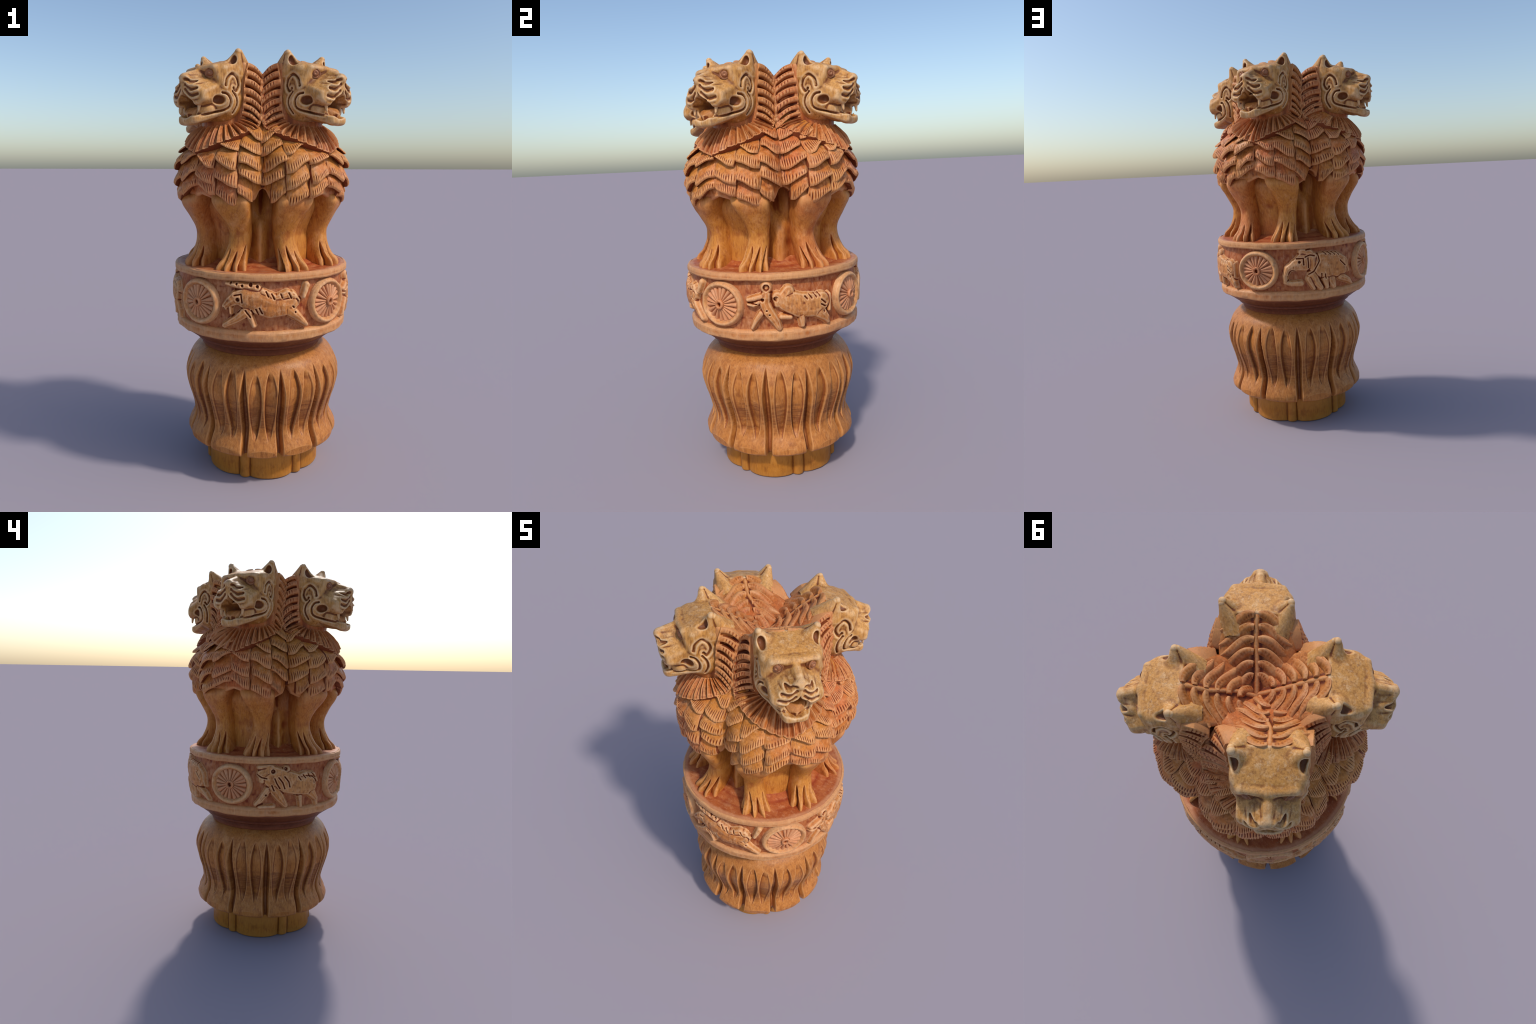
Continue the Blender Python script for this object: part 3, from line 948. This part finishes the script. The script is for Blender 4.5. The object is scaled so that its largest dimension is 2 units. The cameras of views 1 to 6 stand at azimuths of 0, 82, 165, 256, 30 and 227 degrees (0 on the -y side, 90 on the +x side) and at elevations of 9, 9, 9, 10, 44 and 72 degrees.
            V, F = ribbon(C * np.array([1, side, 1]), acr * np.array([1, side, 1]), nn * np.array([1, side, 1]), hw, hf, 0.02)
            me = make_mesh("nape_tuft", V, F)
            sharpen(me, 60)
            add_object("nape_tuft", me, M_RUFF, ob)
    return ob

# --------------------------------------------------------------------- head
def ell(f, s, z, c, r):
    a, b, g = (f - c[0]) / r[0], (s - c[1]) / r[1], (z - c[2]) / r[2]
    k0 = np.sqrt(a * a + b * b + g * g) + 1e-9
    k1 = np.sqrt((a / r[0]) ** 2 + (b / r[1]) ** 2 + (g / r[2]) ** 2) + 1e-9
    return k0 * (k0 - 1) / k1

def rbox(f, s, z, c, hb, r):
    q0 = np.abs(f - c[0]) - hb[0] + r; q1 = np.abs(s - c[1]) - hb[1] + r; q2 = np.abs(z - c[2]) - hb[2] + r
    o = np.sqrt(np.maximum(q0, 0) ** 2 + np.maximum(q1, 0) ** 2 + np.maximum(q2, 0) ** 2)
    return o + np.minimum(np.maximum(q0, np.maximum(q1, q2)), 0) - r

def cone3(f, s, z, a, b, ra, rb):
    ax = np.array(b) - np.array(a)
    t = np.clip(((f - a[0]) * ax[0] + (s - a[1]) * ax[1] + (z - a[2]) * ax[2]) / (ax @ ax), 0, 1)
    return np.sqrt((f - a[0] - t * ax[0]) ** 2 + (s - a[1] - t * ax[1]) ** 2 + (z - a[2] - t * ax[2]) ** 2) - (ra + (rb - ra) * t)

SCROLL = spline([(.346, 1.842), (.338, 1.870), (.312, 1.891), (.287, 1.878), (.276, 1.850), (.284, 1.830), (.296, 1.822), (.306, 1.832)], 26)
JAW_ARC = spline([(.312, 1.818), (.294, 1.793), (.290, 1.762), (.302, 1.730)], 10)
LIP_ARC = spline([(.358, 1.810), (.340, 1.805), (.326, 1.783), (.326, 1.755), (.340, 1.741), (.372, 1.730), (.408, 1.720), (.436, 1.712)], 20)
WHISKERS = [[(.018, 1.862), (.034, 1.850), (.050, 1.850)], [(.018, 1.842), (.042, 1.822), (.070, 1.824)], [(.020, 1.818), (.048, 1.793), (.080, 1.796)]]

def head_field(f, s, z, L, r_):
    S = np.abs(s)
    f = f - np.float32(L["nose"]) * smoothstep(0.36, 0.47, f)
    wob = r_.uniform(-0.004, 0.004, 12)
    # brain case: flat on top, falling towards the brow
    d = rbox(f, s, z, (.285, 0, 1.852), (.100, .128, .116), .062)
    top = np.where(f < 0.27, 1.966 + 0.40 * (0.27 - f), 1.966 - 0.32 * (f - 0.27))
    d = smax(d, (z - top + 0.5 * S * S) * 0.97, 0.026)
    d = smax(d, f - 0.386, 0.014)
    d = smax(d, (0.238 - f) - 0.6 * np.maximum(1.90 - z, 0), 0.012)   # nape starts right behind the ears
    # cheeks and jowl
    d = smin(d, ell(f, S, z, (.300, .040, 1.778), (.094, .094, .090)), 0.025)
    # muzzle wedge: straight bridge, broad flat flanks falling to the lip
    mz = rbox(f, s, z, (.390, 0, 1.823), (.095, .108, .080), .028)
    mz = smax(mz, (z - (1.918 - 0.47 * (f - 0.375) - 0.80 * np.maximum(S - 0.012, 0))) * 0.72, 0.008)
    mz = smax(mz, (f + 0.30 * S + 0.06 * np.abs(1.84 - z) - 0.484) * 0.95, 0.016)
    # lip line: arched in the middle, low at the pads, rising to the cheek
    lip = 1.754 + 0.060 * np.clip(1 - S / 0.038, 0, 1) ** 1.1 + 0.55 * np.maximum(S - 0.075, 0) + 0.10 * np.maximum(0.40 - f, 0)
    mz = smax(mz, lip - z, 0.016)
    d = smin(d, mz, 0.014)
    # nose tip
    d = smin(d, cone3(f, s, z, (.372, 0, 1.914), (.462, 0, 1.874), .012, .015), 0.016)
    d = smin(d, ell(f, s, z, (.468, 0, 1.868), (.018, .023, .017)), 0.012)
    # brow ridge hooding the eyes
    b1 = cone3(f, S, z, (.385, .004, 1.916), (.376, .086, 1.912), .0125, .0140)
    b2 = cone3(f, S, z, (.376, .086, 1.912), (.354, .111, 1.852), .0140, .010)
    d = smin(d, np.minimum(b1, b2), 0.017)
    # eye sockets
    d = smax(d, -ell(f, S, z, (.420, .072, 1.892), (.036, .042, .025)), 0.012)
    # lower jaw: low at the chin, rising backwards into the cheek
    jw = 0.118 - 0.062 * smoothstep(0.30, 0.465, f)
    j = rbox(f, s * (0.118 / jw), z, (.358, 0, 1.700), (.106, .118, .060), .036)
    back = np.maximum(0.45 - f, 0)
    j = smax(j, (1.675 + 0.20 * back + 0.25 * S * S / 0.1 - z), 0.016)
    j = smax(j, z - (1.711 + 0.36 * back), 0.006)
    d = smin(d, j * 0.85, 0.010)
    d = smin(d, ell(f, S, z, (.442, .018, 1.697), (.024, .034, .021)), 0.012)
    # inner cheek wall joining the jaws
    d = smin(d, ell(f, s, z, (.390, 0, 1.742), (.052, .092, .055)), 0.006)
    # open mouth: a round throat, cut wide at the front
    d = smax(d, -ell(f, s, z, (.482, 0, 1.752), (.096, .056, .050)), 0.005)
    # gap behind the lips, running back to the mouth corner
    d = smax(d, -cone3(f, S, z, (.366, .132, 1.752), (.470, .082, 1.732), .009, .013), 0.004)
    # deep hollow in the cheek
    d = smax(d, -ell(f, S, z, (.376, .128, 1.778), (.027, .045, .023)), 0.005)
    # cuts: temple scroll, double crease round the mouth corner, whisker folds
    side = smoothstep(0.075, 0.100, S) * smoothstep(0.405, 0.39, f)
    g1 = seg_dist(f, z, SCROLL)
    d = d + 0.0120 * smoothstep(0.0075, 0.0015, g1) * side
    d = d - 0.0020 * np.exp(-((g1 - 0.012) / 0.006) ** 2) * side
    d = d + 0.012 * smoothstep(0.0070, 0.0015, seg_dist(f, z, JAW_ARC)) * side
    d = d + 0.013 * smoothstep(0.0070, 0.0015, seg_dist(f, z, LIP_ARC)) * smoothstep(0.05, 0.08, S)
    front = smoothstep(0.400, 0.425, f) * smoothstep(0.096, 0.070, S)
    for k, wl in enumerate(WHISKERS):
        g = seg_dist(S + wob[k], z + wob[k + 3], spline(wl, 8))
        d = d + 0.0065 * smoothstep(0.0105, 0.000, g) * front
        d = d - 0.0045 * np.exp(-((g - 0.013) / 0.006) ** 2) * front * smoothstep(0.012, 0.03, S)
    # ears: broad triangular peaks, hollowed in front
    tip = 1.9865 + wob[8] * 0.4
    e1 = cone3(f, S, z, (.268, .083, 1.908), (.268 + wob[7], .117, tip), .056, .0145)
    e2 = cone3(f, S, z, (.212, .084, 1.900), (.260 + wob[7], .118, tip - 0.002), .054, .013)
    d = smin(d, np.minimum(e1, e2), 0.010)
    d = smax(d, -ell(f, S, z, (.303, .112, 1.954), (.030, .0165, .024)), 0.005)
    return d

def build_head(li, L, neck):
    r_ = np.random.default_rng(500 + li)
    h = 0.0030
    f = np.arange(0.17, 0.525, h, dtype=np.float32); s = np.arange(-0.165, 0.165, h, dtype=np.float32); z = np.arange(1.635, 2.015, h, dtype=np.float32)
    Fg, Sg, Zg = np.meshgrid(f, s, z, indexing="ij")
    vol = head_field(Fg, Sg, Zg, L, r_).astype(np.float32)
    vol += 0.0016 * vnoise(np.stack([Fg, Sg, Zg + li], -1), 26, li).astype(np.float32)
    V, Q = surface_nets(vol, (f[0], s[0], z[0]), h)
    # region labels: head / ear / lower jaw
    c = V[Q].mean(1)
    ear = (c[:, 2] > 1.944) & (np.abs(c[:, 1]) > 0.052) & (c[:, 0] < 0.325)
    jaw = (c[:, 2] < 1.728 + 0.25 * np.maximum(0.42 - c[:, 0], 0)) & (c[:, 0] > 0.30)
    lab = np.where(ear & (c[:, 1] > 0), 1, np.where(ear, 2, np.where(jaw, 3, 0)))
    rot = (L["face"] - 90) * D2R
    loc = (-math.sin(rot) * L["shift"], math.cos(rot) * L["shift"], 0)
    parts = split_regions([("head", M_HEAD), ("ear", M_HEAD), ("ear", M_HEAD), ("lower_jaw", M_HEAD)], V, Q, lab, [root, 0, 0, 0], loc, rot)
    head = parts[0]
    # eyes: a domed disc with a ring and a drilled pupil
    for side in (-1, 1):
        n, m = 40, 22
        rr = np.linspace(0, 1, m); a = np.linspace(0, 2 * PI, n, endpoint=False)
        A, R = np.meshgrid(a, rr, indexing="ij")
        hgt = 0.010 * (1 - R ** 2) - 0.0065 * np.exp(-((R - 0.72) / 0.10) ** 2) + 0.002 * (R > 0.8) - 0.006 * np.exp(-(R / 0.17) ** 2)
        ctr = np.array([0.3875, side * 0.071, 1.8925])
        nrm = unit(np.array([0.86, side * 0.50, 0.02]))
        tx = unit(np.cross(np.array([0, 0, 1.0]), nrm)); tz = np.cross(nrm, tx)
        P = ctr + (R * np.cos(A) * 0.0235)[..., None] * tx + (R * np.sin(A) * 0.0215)[..., None] * tz + hgt[..., None] * nrm
        B = ctr + (R * np.cos(A) * 0.0235)[..., None] * tx + (R * np.sin(A) * 0.0215)[..., None] * tz - 0.012 * nrm
        V2 = np.concatenate([P.reshape(-1, 3), B[:, -1]])
        F2 = [tuple(q) for q in grid_faces(n, m, True)]
        for i in range(n):
            jn = (i + 1) % n
            F2.append((i * m + m - 1, n * m + i, n * m + jn, jn * m + m - 1))
        me = make_mesh("eye", V2, F2)
        me.validate()
        add_object("eye", me, M_EYE, head)
    # tongue: a thick curled slab
    nu, nv = 25, 30
    U, T = np.meshgrid(np.linspace(-1, 1, nu), np.linspace(0, 1, nv), indexing="ij")
    w = 0.040 * np.sqrt(np.clip(1 - np.clip((T - 0.55) / 0.46, 0, 1) ** 2.2, 0.0, 1)) + 0.001
    X = 0.385 + 0.073 * T - 0.010 * np.abs(U) ** 2 + L["nose"]
    Z = 1.752 + 0.016 * np.sin(PI * T * 0.6) - 0.046 * T ** 2.4 - 0.010 * (1 - np.abs(U) ** 2) * smoothstep(0.0, 0.5, T) * (1 - T) - 0.006 * np.abs(U) ** 4
    fr = np.stack([X, U * w, Z], -1)
    bk = np.stack([X - 0.012 * T, U * w * 0.92, Z - 0.034], -1)
    V2, F2 = solid_from_grid(fr, bk)
    me = make_mesh("tongue", V2, F2)
    add_object("tongue", me, M_TONGUE, head)
    # fangs between lip and jaw
    for side in (-1, 1):
        for (a, b, ra, rb) in (((.438, .062, 1.778), (.446, .060, 1.728), .011, .004), ((.436, .040, 1.690), (.440, .041, 1.722), .008, .003)):
            n = 18
            t = np.linspace(0, 1, n)
            A, T = np.meshgrid(np.linspace(0, 2 * PI, 20, endpoint=False), t, indexing="ij")
            rad = (ra + (rb - ra) * T) * np.sqrt(np.clip(1 - np.clip((T - 0.86) / 0.14, 0, 1) ** 2, 0.001, 1))
            pa, pb = np.array(a) * [1, side, 1], np.array(b) * [1, side, 1]
            P = pa + (pb - pa) * T[..., None] + np.stack([rad * np.cos(A), rad * np.sin(A), 0 * A], -1)
            me = make_mesh("fang", P.reshape(-1, 3), grid_faces(20, n, True, flip=(pb[2] < pa[2])))
            add_object("fang", me, M_HEAD, head)

for li, L in enumerate(LIONS):
    nk = build_neck(li, L)
    build_head(li, L, nk)
